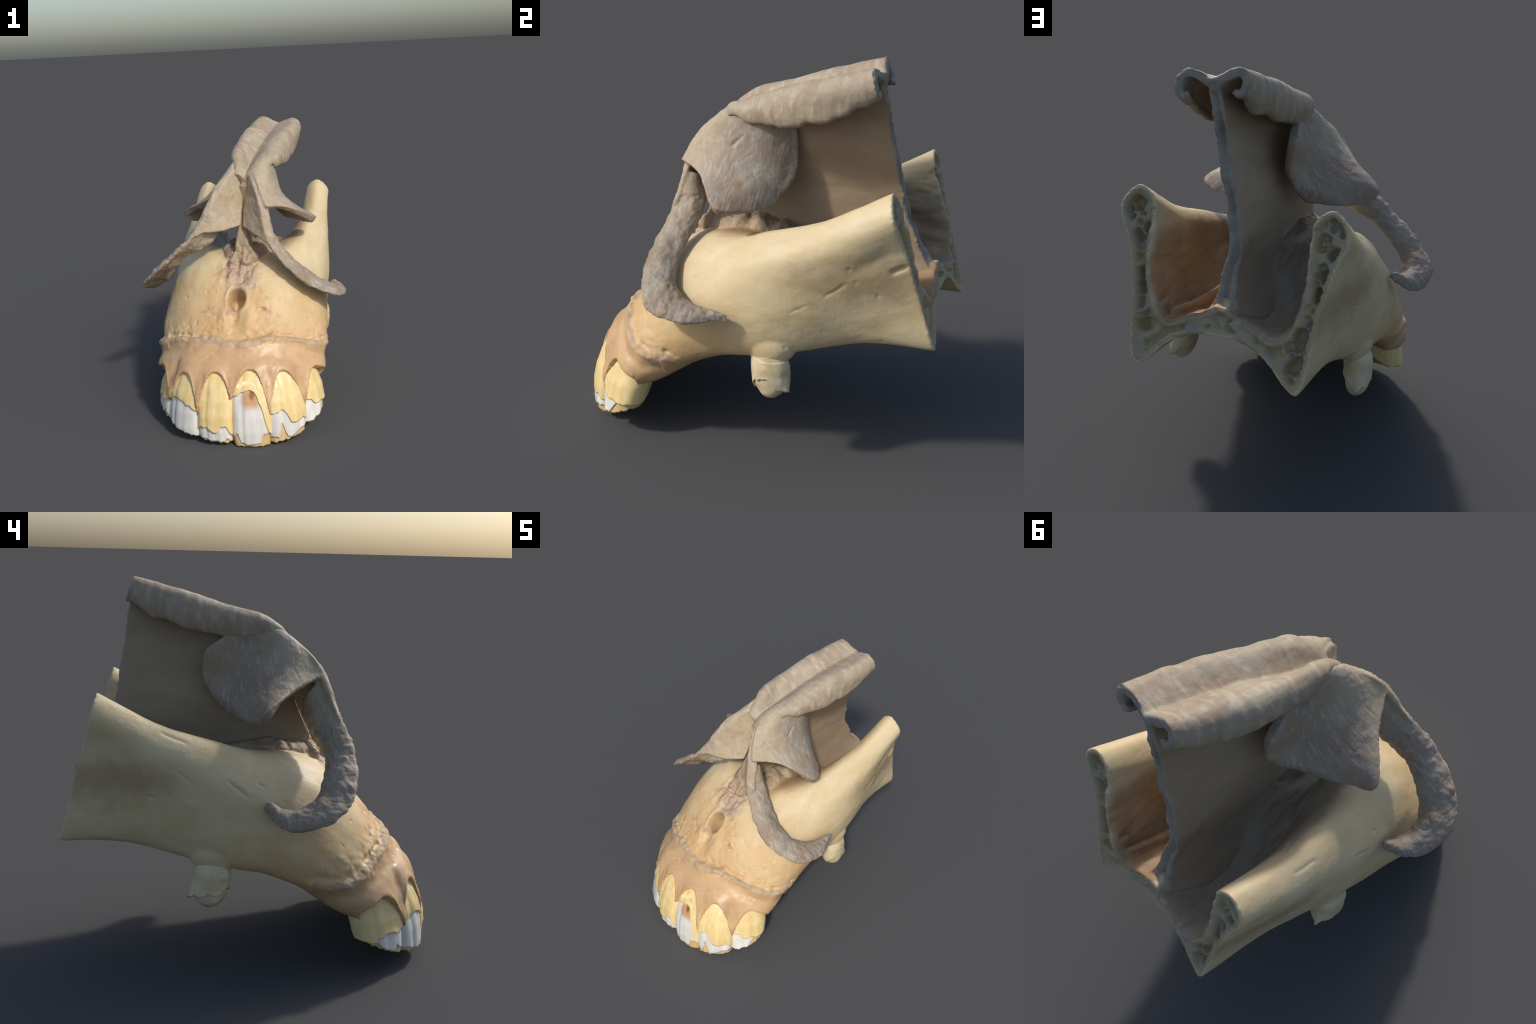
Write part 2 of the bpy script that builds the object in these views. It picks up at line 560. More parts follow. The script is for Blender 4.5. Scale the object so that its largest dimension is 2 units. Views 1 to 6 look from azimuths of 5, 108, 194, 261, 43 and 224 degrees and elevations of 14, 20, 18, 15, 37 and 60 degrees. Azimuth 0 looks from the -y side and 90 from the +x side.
# ------------------------------------------------------------------ jaw bone
# Half cross-sections, palate midline -> alveolar edge -> outer wall -> rim
# -> inner wall -> floor of the nasal passage -> midline.  Each lies in a plane
# through a point of the palate (y, z), leaning forward by "tilt" degrees.
SECTIONS = [
    # y, z, tilt, [(x, height in plane), ...]
    (0.921, 0.875, 15.4, [(0, 0), (.11, -.01), (.22, -.06), (.335, -.17), (.395, -.155), (.425, .078), (.465, .327),
                          (.52, .50), (.44, .60), (.355, .54), (.35, .40), (.355, .22), (.27, .04), (.13, .078), (0, .13)]),
    (0.60, 0.83, 17, [(0, .065), (.12, .04), (.25, -.07), (.355, -.145), (.43, -.105), (.485, .06), (.525, .25),
                      (.53, .39), (.44, .485), (.345, .43), (.31, .31), (.305, .18), (.245, .07), (.12, .075), (0, .14)]),
    (0.30, 0.78, 22, [(0, .12), (.14, .08), (.28, -.065), (.40, -.16), (.485, -.13), (.54, .01), (.555, .17),
                      (.53, .325), (.42, .435), (.315, .42), (.265, .385), (.215, .345), (.15, .30), (.08, .31), (0, .32)]),
    (0.08, 0.69, 30, [(0, .14), (.15, .10), (.30, -.025), (.43, -.12), (.515, -.085), (.55, .04), (.54, .20),
                      (.485, .325), (.39, .435), (.30, .475), (.24, .49), (.18, .485), (.13, .475), (.07, .48), (0, .48)]),
    (-0.08, 0.61, 38, [(0, .13), (.15, .09), (.30, -.005), (.44, -.07), (.525, -.035), (.565, .08), (.55, .195),
                       (.497, .31), (.415, .405), (.335, .46), (.255, .492), (.18, .505), (.12, .51), (.06, .51), (0, .505)]),
    (-0.22, 0.53, 46, [(0, .10), (.16, .07), (.32, -.005), (.46, -.045), (.545, 0), (.575, .10), (.555, .195),
                       (.50, .28), (.43, .35), (.35, .405), (.27, .435), (.195, .455), (.13, .465), (.06, .465), (0, .465)]),
    (-0.34, 0.44, 56, [(0, .10), (.17, .08), (.34, .01), (.48, -.03), (.55, .035), (.572, .115), (.55, .185),
                       (.505, .248), (.44, .306), (.365, .355), (.29, .392), (.21, .415), (.14, .425), (.07, .43), (0, .43)]),
    (-0.44, 0.35, 68, [(0, .09), (.18, .08), (.36, .04), (.48, -.005), (.55, .05), (.568, .115), (.552, .175),
                       (.51, .228), (.452, .285), (.388, .345), (.32, .39), (.24, .422), (.16, .44), (.08, .445), (0, .445)]),
    (-0.50, 0.27, 80, [(0, .16), (.17, .15), (.32, .11), (.44, .075), (.515, .085), (.548, .12), (.543, .165),
                       (.51, .215), (.455, .275), (.385, .338), (.315, .388), (.24, .418), (.16, .432), (.08, .438), (0, .438)]),
    (-0.53, 0.18, 90, [(0, .24), (.15, .23), (.29, .19), (.40, .13), (.475, .12), (.512, .135), (.508, .16),
                       (.475, .205), (.425, .265), (.365, .325), (.305, .37), (.23, .40), (.15, .412), (.08, .418), (0, .418)]),
]
AROUND, ALONG = 8, 14


def rear_shift(x, y, z):
    """The rear half of the jaw is bent slightly to the left."""
    return (-0.02 + 0.018 * smoothstep(0.1, 0.45, x) * smoothstep(1.1, 1.4, z)) * smoothstep(0.15, 0.9, y) - 0.014 * np.exp(-((y + 0.1) / 0.3) ** 2) * smoothstep(-0.2, -0.5, x)


def jaw_rings():
    ctrl = []
    for y, z, tilt, half in SECTIONS:
        t = math.radians(tilt)
        ring = [(x, h) for x, h in half] + [(-x, h) for x, h in reversed(half[1:-1])]
        ring = catmull(ring, AROUND, True)
        ctrl.append(np.stack([ring[:, 0], y - np.sin(t) * ring[:, 1], z + np.cos(t) * ring[:, 1]], 1))
    ctrl = np.array(ctrl)
    out = catmull(ctrl.reshape(len(ctrl), -1), ALONG).reshape(-1, ctrl.shape[1], 3)
    out[:, :, 0] += rear_shift(out[:, :, 0], out[:, :, 1], out[:, :, 2])
    return list(out)


JAW = Soup()
rings = jaw_rings()
n_around = len(rings[0])
labels = []
for i in range(len(rings)):
    s = i / ALONG
    for j in range(n_around):
        k = min(j, n_around - j) / AROUND
        labels.append("lining" if k > 9.2 + 0.9 * s and s < 2.75 else "bone")
v, f = tube(rings)
JAW.add(v, f, labels)
for s in (1, -1):            # swollen sockets of the canine teeth
    for c, r in (((0.46 * s, 0.195, 0.66), (0.078, 0.135, 0.115)), ((0.44 * s, 0.20, 0.70), (0.075, 0.20, 0.10))):
        v, f = ellipsoid(c, r)
        JAW.add(v, f, "bone")

# nasal septum: leaning plate between the two passages
SEP_LEAN = np.array([(0.85, -.03), (1.1, -.02), (1.24, -.022), (1.34, 0), (1.44, .02), (1.54, .055), (1.64, .08), (1.8, .117), (1.92, .15)])
REAR_Z = [.88, .95, 1.0, 1.07, 1.2, 1.4, 1.6, 1.8, 1.92]           # sawn rear edge of the septum, hollowed forward
REAR_Y = [.912, .885, .845, .80, .742, .705, .675, .652, .635]
FRONT_Z, FRONT_Y = [.95, 1.1, 1.27, 1.42, 1.69, 1.95], [-.375, -.34, -.27, -.205, -.125, -.08]


def septum_x(y, z):
    lean = np.interp(z, SEP_LEAN[:, 0], SEP_LEAN[:, 1])
    return (np.maximum(lean, 0) * (0.1 + 0.9 * smoothstep(-0.45, 0.35, y))
            + np.minimum(lean, 0) * smoothstep(0.25, 0.75, y) + 0.006)


def septum_top(y):
    return np.interp(y, [-.2, -.08, .1, .38, .635], [1.60, 1.675, 1.73, 1.80, 1.88])


G = np.zeros((70, 50, 3))
TH = np.zeros((70, 50))
for i in range(70):
    u = i / 69
    for j in range(50):
        w = j / 49
        zt = 1.885 + (1.66 - 1.885) * u
        for _ in range(4):                      # top height depends on where the line ends
            yt = np.interp(zt, REAR_Z, REAR_Y) * (1 - u) + np.interp(zt, FRONT_Z, FRONT_Y) * u
            zt = float(septum_top(yt))
        zb = 0.875 + 0.10 * u
        z = zb + (zt - zb) * w
        y = np.interp(z, REAR_Z, REAR_Y) * (1 - u) + np.interp(z, FRONT_Z, FRONT_Y) * u
        G[i, j] = (septum_x(y, z), y, z)
        TH[i, j] = (0.074 * (1 - u) + 0.055 * u) * (1 - 0.30 * w) + 0.19 * max(0, 1 - w / 0.24) ** 2 \
            + 0.10 * u ** 4 * max(0, 1 - w / 0.55)
v, f = sheet(G, TH)
JAW.add(v, f, "septum")

# dorsal cartilages: sheets that spring from the top of the septum and roll down
ROLL_AXIS = [(.63, .153, 1.925), (.45, .125, 1.885), (.2, .085, 1.835), (-.03, .045, 1.775), (-.13, .032, 1.728), (-.21, .02, 1.655)]
ROLLS = {
    "roll_right": [
        [(0, -.03), (.05, -.008), (.11, .012), (.148, 0), (.162, -.04), (.152, -.08), (.128, -.097), (.10, -.085)],
        [(0, -.032), (.05, -.012), (.105, .004), (.15, .002), (.176, -.04), (.178, -.088), (.17, -.13), (.145, -.13)],
        [(0, -.052), (.05, -.028), (.10, -.006), (.145, -.014), (.17, -.055), (.18, -.10), (.178, -.145), (.162, -.155)],
        [(0, -.092), (.04, -.06), (.09, -.02), (.13, -.02), (.157, -.037), (.17, -.06), (.172, -.085), (.16, -.095)],
        [(0, -.085), (.03, -.06), (.065, -.022), (.10, -.008), (.12, -.015), (.135, -.03), (.14, -.04), (.14, -.05)],
        [(0, -.06), (.02, -.042), (.045, -.018), (.065, -.008), (.08, -.012), (.09, -.02), (.095, -.03), (.095, -.035)]],
    "roll_left": [
        [(0, -.03), (-.05, .005), (-.10, .030), (-.13, .022), (-.145, -.005), (-.138, -.045), (-.12, -.058), (-.095, -.045)],
        [(0, -.032), (-.05, -.002), (-.10, .026), (-.145, .015), (-.168, -.03), (-.162, -.08), (-.145, -.10), (-.115, -.095)],
        [(0, -.052), (-.05, -.02), (-.095, .010), (-.14, .005), (-.168, -.035), (-.168, -.085), (-.15, -.118), (-.12, -.115)],
        [(0, -.10), (-.035, -.055), (-.07, .005), (-.10, .008), (-.125, -.015), (-.125, -.05), (-.115, -.065), (-.10, -.065)],
        [(0, -.085), (-.02, -.05), (-.05, -.005), (-.07, 0), (-.08, -.015), (-.085, -.02), (-.085, -.025), (-.085, -.03)],
        [(0, -.06), (-.015, -.04), (-.03, -.02), (-.045, -.01), (-.055, -.015), (-.06, -.02), (-.062, -.025), (-.062, -.03)]],
}
for name, secs in ROLLS.items():
    C = []
    for (y, x, z), sec in zip(ROLL_AXIS, secs):
        C.append([(x + dx, y - 0.275 * dz, z + dz) for dx, dz in sec])
    RG = grid_surface(C, 90, 50)
    lip = smoothstep(0.55, 1.0, np.linspace(0, 1, 50))[None, :] * (vnoise(RG[:, -1], 13, 5) + 0.6 * vnoise(RG[:, -1], 30, 6))[:, None]
    RG[..., 2] += 0.016 * lip
    RG[..., 0] += 0.008 * lip * (1 if name == "roll_right" else -1)
    v, f = sheet(RG, 0.040 - 0.010 * smoothstep(0.5, 1.0, np.linspace(0, 1, 50))[None, :])
    JAW.add(v, f, name)
v, f = sheet(grid_surface([[(x + (float(septum_x(y, z - .16)) - x) * h / .1, y + 0.15 * h, z - 0.05 - g - h) for h in (0.0, .05, .1)]
                           for (y, x, z), g in zip(ROLL_AXIS, (0, .022, .045, .055, .045, .03))], 60, 20), 0.055)
JAW.add(v, f, "septum")

# shrivelled tissue heaped beside the foot of the septum
for c, r in (((.09, -.06, 1.10), (.11, .24, .072)), ((-.07, -.06, 1.09), (.10, .24, .062)), ((.05, -.25, 1.08), (.08, .10, .085))):
    v, f = ellipsoid(c, r)
    JAW.add(v, f, "tissue")
# fleshy folds on the floor of the right passage
for a, b, c, w in (((.22, .87, .915), (.18, .70, .905), (.13, .50, .935), .026), ((.275, .87, .945), (.265, .84, .965), (.26, .82, .98), .018)):
    spine = catmull([a, b, c], 10)
    tt = np.linspace(0, 2 * math.pi, 16, endpoint=False)
    v, f = tube([p + np.stack([0.6 * w * np.cos(tt), 0 * tt, 1.3 * w * np.sin(tt)], 1) for p in spine])
    JAW.add(v, f, "lining")

jv, jf, jn = voxel_union(JAW, 0.0068, 6, 0.5)
jl = soften_labels(nearest_labels(JAW, jv), jf, len(jv), 10)

# ---- relief
SCRATCHES = [
    (-1, (.393, 1.104), (.308, 1.029), .006, .005), (-1, (.138, 1.043), (.039, .967), .007, .009),
    (-1, (.465, 1.273), (.333, 1.212), .006, .004), (-1, (-.009, 1.018), (-.046, 1.005), .006, .006),
    (-1, (.527, .963), (.49, .957), .008, .008),
    (1, (.48, .955), (.578, 1.034), .008, .004), (1, (.772, 1.09), (.836, 1.128), .012, .016),
    (1, (.318, .866), (.40, .91), .006, .003), (1, (.583, 1.063), (.769, 1.205), .030, .005),
]
# arcade of the incisors: labial curve seen from above
ARCADE = resample(catmull([(-.545, -.47), (-.56, -.58), (-.525, -.68), (-.455, -.785), (-.36, -.87), (-.25, -.925),
                           (-.12, -.95), (0, -.955), (.12, -.955), (.25, -.935), (.365, -.88), (.46, -.79),
                           (.53, -.69), (.565, -.58), (.545, -.47)], 10), 400)
ARCADE = ARCADE * np.array([1.005, 1.0]) - np.array([0, 0.010]) * smoothstep(0.56, 0.40, np.abs(ARCADE[:, :1]))
ARC_LEN = np.r_[0, np.cumsum(np.linalg.norm(np.diff(ARCADE, axis=0), axis=1))]


def arc_of(x, y):
    """Arc length along the arcade of the nearest point."""
    out = np.empty(len(x))
    for a in range(0, len(x), 20000):
        d = (x[a:a + 20000, None] - ARCADE[None, :, 0]) ** 2 + (y[a:a + 20000, None] - ARCADE[None, :, 1]) ** 2
        out[a:a + 20000] = ARC_LEN[np.argmin(d, 1)]
    return out


def arc_at_x(x, y):
    return float(arc_of(np.array([x]), np.array([y]))[0])


# tooth borders along the arcade and how high the gum stands over each tooth
BORDERS = [arc_at_x(*p) for p in ((-.55, -.53), (-.445, -.79), (-.225, -.93), (.002, -.955), (.25, -.935), (.46, -.785), (.555, -.525))]
GUM_TOP = [.425, .445, .470, .487, .464, .432]
GUM_LOW = [.31, .235, .20, .30, .195, .205, .31]


def gum_margin(t):
    z = np.full(len(t), 0.3)
    for i in range(6):
        a, b = BORDERS[i], BORDERS[i + 1]
        s = (t - a) / (b - a)
        k = (s >= 0) & (s <= 1)
        edge = GUM_LOW[i] * (1 - s) + GUM_LOW[i + 1] * s
        if i == 0:
            arch = np.clip(1 - np.clip((s - 0.45) / 0.55, 0, 1) ** 2.2, 0, 1) * (1 - 0.5 * np.clip((0.45 - s) / 0.45, 0, 1) ** 1.3)
        elif i == 5:
            arch = np.clip(1 - np.clip((0.55 - s) / 0.55, 0, 1) ** 2.2, 0, 1) * (1 - 0.5 * np.clip((s - 0.55) / 0.45, 0, 1) ** 1.3)
        else:
            arch = np.clip(1 - np.abs(2 * s - 1) ** 2.6, 0, 1)
        z = np.where(k, edge + (GUM_TOP[i] - edge) * arch, z)
    return z


x, y, z = jv.T
side = np.abs(x)
# height of the torn gum edge, wavy round the muzzle
ridge_z = 0.635 - 0.10 * smoothstep(-0.72, -0.45, y) + 0.02 * fbm(jv, 5, 2, 3) + 0.012 * fbm(jv, 14, 2, 5)
ridge_on = smoothstep(-0.22, -0.34, y) * (np.array([l == "bone" for l in jl]))
rd = z - ridge_z
front = smoothstep(-0.28, -0.36, y) * smoothstep(0.30, 0.42, z + 0.3 * smoothstep(-.45, -.6, y))
disp = np.zeros(len(jv))
isbone = np.array([l == "bone" for l in jl])
iscart = ~isbone & np.array([l != "lining" for l in jl])
cutmask = np.abs(jv @ CUT_N - CUT_D) < 0.02
# gum stands proud of the bone, with a ragged lip
gumzone = ridge_on * smoothstep(0.02, -0.02, rd)
lip = np.exp(-(rd / 0.022) ** 2) * ridge_on
disp += 0.006 * gumzone + lip * (0.012 + 0.016 * fbm(jv, 22, 3, 9))
disp -= 0.012 * np.exp(-((rd - 0.035) / 0.018) ** 2) * ridge_on * smoothstep(0, 0.5, fbm(jv, 15, 2, 21) + .2)
# gum scalloped over each tooth
t = arc_of(x, y)
outer = (y < -0.36) & isbone & (jn[:, 2] > -0.75)
gm = gum_margin(t)
below = smoothstep(0.006, -0.010, z - gm) * outer * smoothstep(.5, .42, z * 0 + 0)
below = smoothstep(0.006, -0.010, z - gm) * outer
disp -= 0.065 * below
swell = np.exp(-((z - gm - 0.02) / 0.022) ** 2) * outer * (gm > 0.3)
disp += 0.004 * swell
for b, a in zip(BORDERS[1:-1], (.022, .013, .010, .013, .020)):      # hollows between the roots
    disp -= a * np.exp(-((t - b) / 0.04) ** 2) * smoothstep(0.56, 0.44, z) * smoothstep(0.27, 0.38, z) * outer * (1 - below)
disp -= 0.012 * np.exp(-((rd + 0.075) / 0.035) ** 2) * ridge_on * outer
papilla = np.zeros(len(jv))
for b in BORDERS[1:-1]:
    papilla += np.exp(-((t - b) / 0.022) ** 2) * smoothstep(0.5, 0.36, z) * outer
disp += 0.010 * papilla * (1 - below)
# foramen between the incisive bones: a deep slanting pit with a trough below
hole = np.sqrt(((x + .004) / 0.060) ** 2 + ((y + 0.53) / 0.075) ** 2 + ((z - 0.85) / 0.085) ** 2)
disp -= isbone * 0.13 * smoothstep(1.05, 0.60, hole)
disp += isbone * 0.010 * np.exp(-((hole - 1.25) / 0.22) ** 2)
trough = np.sqrt(((x + 0.02) / 0.05) ** 2 + ((y + 0.60) / 0.12) ** 2 + ((z - 0.775) / 0.10) ** 2)
disp -= isbone * 0.018 * smoothstep(1.1, 0.3, trough)
# raised shoulders beside the midline of the snout
mid = np.exp(-(x / 0.05) ** 2) * smoothstep(-0.40, -0.5, y) * smoothstep(-0.80, -0.66, y) * isbone * (jn[:, 2] > 0.1)
disp -= 0.010 * mid
# pits and vessel grooves
porous = isbone * np.exp(-((np.abs(x) - 0.12) / 0.15) ** 2) * smoothstep(-0.45, -0.55, y) * smoothstep(0.60, 0.68, z)
pit = smoothstep(0.38, 0.08, cells(jv + 0.025 * np.stack([fbm(jv, 18, 2, 1), fbm(jv, 18, 2, 2), fbm(jv, 18, 2, 3)], 1), 17, 4)) * smoothstep(0.0, 0.4, fbm(jv, 5, 2, 31) + 0.15)
disp -= 0.020 * porous * pit
disp += porous * 0.007 * fbm(jv, 11, 3, 36)
for sgn in (1, -1):             # low swellings beside the midline of the snout
    disp += isbone * 0.014 * np.exp(-(((x - sgn * .085) / .035) ** 2 + ((y + .60) / .09) ** 2 + ((z - .75) / .10) ** 2))
disp -= isbone * 0.006 * smoothstep(0.24, 0.05, cells(jv + 0.03 * np.stack([fbm(jv, 15, 2, 1), fbm(jv, 15, 2, 2), fbm(jv, 15, 2, 3)], 1), 12, 14)) * smoothstep(.45, .6, z) * smoothstep(-0.3, -0.5, y)
disp += isbone * 0.008 * fbm(jv, 20, 3, 33) * smoothstep(0.12, 0.02, np.abs(rd - 0.06)) * ridge_on
# torn fibrous tissue on the crest where the septum meets the snout
torn = np.exp(-(((x) / 0.11) ** 2 + ((y + 0.36) / 0.14) ** 2 + ((z - 1.03) / 0.13) ** 2))
disp += torn * (0.012 + 0.06 * fbm(jv * np.array([1.6, 1, 0.8]), 17, 4, 41))
groovey = np.exp(-((x - 0.004 * np.sin(30 * z)) / 0.012) ** 2) * iscart * smoothstep(-0.30, -0.34, y) * smoothstep(1.32, 1.26, z)
disp -= 0.02 * groovey
# general unevenness
disp += isbone * 0.0035 * fbm(jv * np.array([1.3, 0.7, 1.2]), 9, 3, 51)
disp += np.array([l.startswith('roll') for l in jl]) * 0.006 * fbm(jv * np.array([.6, 1.6, .6]), 9, 3, 63)
disp += iscart * 0.006 * fbm(jv * np.array([1, 0.6, 1]), 11, 4, 61) * (1 - 0.5 * (np.array(jl) == "septum"))
tis = np.array([l == "tissue" for l in jl])
disp += tis * 0.024 * fbm(jv * np.array([1.0, 1.5, .6]), 12, 4, 43)
lin = np.array([l == "lining" for l in jl])
folds = fbm(jv * np.array([2.0, 0.45, 1.4]), 10, 3, 71)
disp += (lin * (x < 0) * 0.018 + lin * (x > 0) * 0.016) * folds
# rough underside edge of the palate and sockets
sock = np.exp(-(((side - 0.46) / 0.09) ** 2 + ((y - 0.2) / 0.16) ** 2 + ((z - 0.55) / 0.05) ** 2))
disp += sock * 0.018 * fbm(jv, 18, 3, 81)
# scratches and vessel grooves on the outer walls: side, ends (y, z), half width, depth
for sgn, a, b, wd, dp in SCRATCHES:
    a, b = np.array(a), np.array(b)
    ab = b - a
    yz = jv[:, 1:] + 0.006 * np.stack([fbm(jv, 20, 2, 7), fbm(jv, 20, 2, 8)], 1)
    tt = np.clip(((yz - a) @ ab) / (ab @ ab), 0, 1)
    dd = np.linalg.norm(yz - a - tt[:, None] * ab, axis=1)
    disp -= isbone * (x * sgn > 0.3) * dp * np.exp(-(dd / wd) ** 2) * np.sqrt(np.clip(4 * tt * (1 - tt) + 0.05, 0, 1))
disp -= isbone * 0.0025 * smoothstep(0.16, 0.04, cells(jv, 9, 44)) * (y > -0.3)
# spongy bone on the sawn face
rim = kdtree.KDTree(n_around)
for i, p in enumerate(rings[0]):
    rim.insert(p, i)
rim.balance()
inside = np.zeros(len(jv))
for i in np.nonzero(cutmask & ~iscart)[0]:
    inside[i] = rim.find(jv[i])[2]
sponge = smoothstep(0.022, 0.045, inside)
warp = jv * np.array([1, .3, 1]) + 0.02 * np.stack([fbm(jv, 12, 2, 5), 0 * x, fbm(jv, 12, 2, 6)], 1)
cav = np.maximum(smoothstep(0.62, 0.30, cells(warp, 14, 7)), 0.6 * smoothstep(0.55, 0.25, cells(warp, 27, 17)))
rimless = smoothstep(0.28, 0.36, side)
disp -= sponge * (0.012 + 0.055 * cav * (0.35 + 0.65 * rimless))
septrear = iscart & (y > np.interp(z, REAR_Z, REAR_Y) - 0.022) & (jn[:, 1] > 0.45) & (y > 0.5)
disp += septrear * 0.014 * fbm(jv, 16, 3, 91)
disp -= (septrear & (z < 1.86) & (z > 1.02)) * 0.030 * np.exp(-((x - septum_x(y, z) - 0.004 * np.sin(14 * z)) / 0.011) ** 2) * (0.6 + 0.8 * fbm(jv, 6, 2, 93))
jv = jv + jn * disp[:, None]

lab = []
for i in range(len(jv)):
    l = jl[i]
    if l == "bone":
        if ridge_on[i] > 0.5 and rd[i] < -0.022:
            l = "gum"
        elif ridge_on[i] > 0.5 and rd[i] < 0.022:
            l = "gum_edge"
    if septrear[i]:
        l = "edge"
    if cutmask[i] and (inside[i] > 0.013 or (l in ("septum", "edge") and z[i] < 1.0)) and l in ("bone", "lining", "septum", "edge") and jn[i] @ CUT_N > 0.5:
        l = "cut"
    lab.append(l)
lab = soften_labels(lab, jf, len(jv), 7)
jn = normals(jv, jf)
split_regions(jv, jf, lab, jn, {
    "bone": ("jaw_bone", BONE), "gum": ("gum", GUM), "gum_edge": ("torn_gum_edge", RIDGE),
    "lining": ("nasal_lining", BONE), "cut": ("sawn_bone_face", SAWN), "septum": ("nasal_septum", SEPTUM),
    "edge": ("sawn_septum_edge", EDGE), "tissue": ("shrivelled_tissue", TISSUE),
    "roll_right": ("dorsal_cartilage", DORSAL), "roll_left": ("dorsal_cartilage", DORSAL)})

# ------------------------------------------------------------------ alar cartilages
# Each has a shield-shaped plate, a medial plate against the septum and a long
# horn that sweeps out, down and back.
PLATE = {
    1: [[(.085, -.20, 1.65), (.115, -.275, 1.61), (.15, -.34, 1.53), (.187, -.37, 1.445)],
        [(.15, -.11, 1.73), (.18, -.17, 1.64), (.22, -.21, 1.52), (.30, -.22, 1.41)],
        [(.19, .02, 1.715), (.20, .0, 1.60), (.26, -.04, 1.46), (.48, -.075, 1.305)],
        [(.165, .11, 1.69), (.182, .105, 1.56), (.225, .09, 1.43), (.41, .035, 1.278)],
        [(.105, .195, 1.665), (.105, .205, 1.51), (.14, .19, 1.39), (.26, .13, 1.285)]],
    -1: [[(-.05, -.20, 1.665), (-.10, -.272, 1.62), (-.14, -.318, 1.565), (-.18, -.34, 1.495)],
         [(-.045, -.11, 1.725), (-.10, -.16, 1.645), (-.18, -.20, 1.545), (-.295, -.185, 1.43)],
         [(-.055, .0, 1.73), (-.085, .0, 1.63), (-.175, -.03, 1.47), (-.45, -.06, 1.35)],
         [(-.055, .08, 1.715), (-.085, .14, 1.58), (-.12, .11, 1.41), (-.35, -.02, 1.285)],
         [(-.055, .115, 1.705), (-.085, .245, 1.61), (-.065, .235, 1.45), (-.12, .115, 1.31)]],
}
MEDIAL = {
    1: [[(.035, -.12, 1.67), (.03, -.15, 1.55), (.025, -.21, 1.42), (.02, -.27, 1.295)],
        [(.075, -.20, 1.655), (.08, -.235, 1.54), (.085, -.29, 1.41), (.10, -.345, 1.265)],
        [(.105, -.265, 1.625), (.145, -.335, 1.53), (.175, -.375, 1.43), (.215, -.42, 1.21)]],
    -1: [[(0, -.11, 1.68), (-.0, -.15, 1.56), (-.005, -.21, 1.42), (-.01, -.27, 1.305)],
         [(-.055, -.20, 1.675), (-.07, -.235, 1.57), (-.085, -.29, 1.44), (-.11, -.35, 1.29)],
         [(-.10, -.265, 1.635), (-.145, -.33, 1.56), (-.175, -.365, 1.48), (-.225, -.405, 1.285)]],
}
# rounded crest where plate and medial plate meet, running down into the horn
CREST = {
    1: [(.085, -.19, 1.655), (.115, -.262, 1.605), (.148, -.318, 1.53), (.172, -.350, 1.44), (.195, -.385, 1.33), (.225, -.41, 1.24)],
    -1: [(-.055, -.20, 1.675), (-.105, -.272, 1.625), (-.145, -.318, 1.56), (-.178, -.345, 1.49), (-.225, -.385, 1.40), (-.29, -.42, 1.30)],
}
# web of cartilage between the medial plate and the root of the horn
WEB = {
    -1: [[(-.145, -.33, 1.56), (-.175, -.365, 1.47), (-.215, -.395, 1.30)], [(-.185, -.345, 1.49), (-.24, -.395, 1.39), (-.315, -.435, 1.255)]],
}
# horn: outer edge, inner edge
HORN = {
    1: ([(.172, -.375, 1.40), (.237, -.45, 1.18), (.357, -.487, 1.041), (.496, -.477, .929), (.625, -.411, .856),
         (.707, -.302, .817), (.70, -.145, .805), (.61, .035, .804)],
        [(.139, -.29, 1.371), (.174, -.254, 1.246), (.265, -.275, 1.132), (.383, -.302, 1.024), (.49, -.274, .921),
         (.553, -.163, .841), (.58, .03, .815)]),
    -1: ([(-.145, -.36, 1.49), (-.358, -.476, 1.234), (-.541, -.497, 1.066), (-.669, -.441, .95), (-.73, -.339, .883),
          (-.71, -.215, .848), (-.649, -.101, .848), (-.561, -.028, .923)],
         [(-.15, -.25, 1.37), (-.15, -.266, 1.265), (-.219, -.316, 1.191), (-.351, -.339, 1.122), (-.473, -.326, 1.035),
          (-.546, -.265, .948), (-.565, -.168, .896), (-.542, -.052, .927)]),
}


def horn_tube(outer, inner, bow, rows=80):
    A, B = resample(catmull(outer, 10), rows), resample(catmull(inner, 10), rows)
    S, W = (A + B) / 2, (B - A) * 0.96
    T = np.interp(np.linspace(0, 1, rows), [0, .2, .6, .9, 1], [.055, .055, .05, .042, .03])
    D = np.gradient(S, axis=0)
    rings = []
    ang = np.linspace(0, 2 * math.pi, 40, endpoint=False)
    for s, w, t, d in zip(S, W, T, D):
        nrm = np.cross(d, w)
        nrm /= np.linalg.norm(nrm)
        c, q = np.cos(ang), np.sin(ang)
        c = np.sign(c) * np.abs(c) ** 0.75
        rings.append(s + np.outer(c * 0.5, w) + np.outer(q * t / 2 + bow * (1 - c * c), nrm))
    return tube(rings)


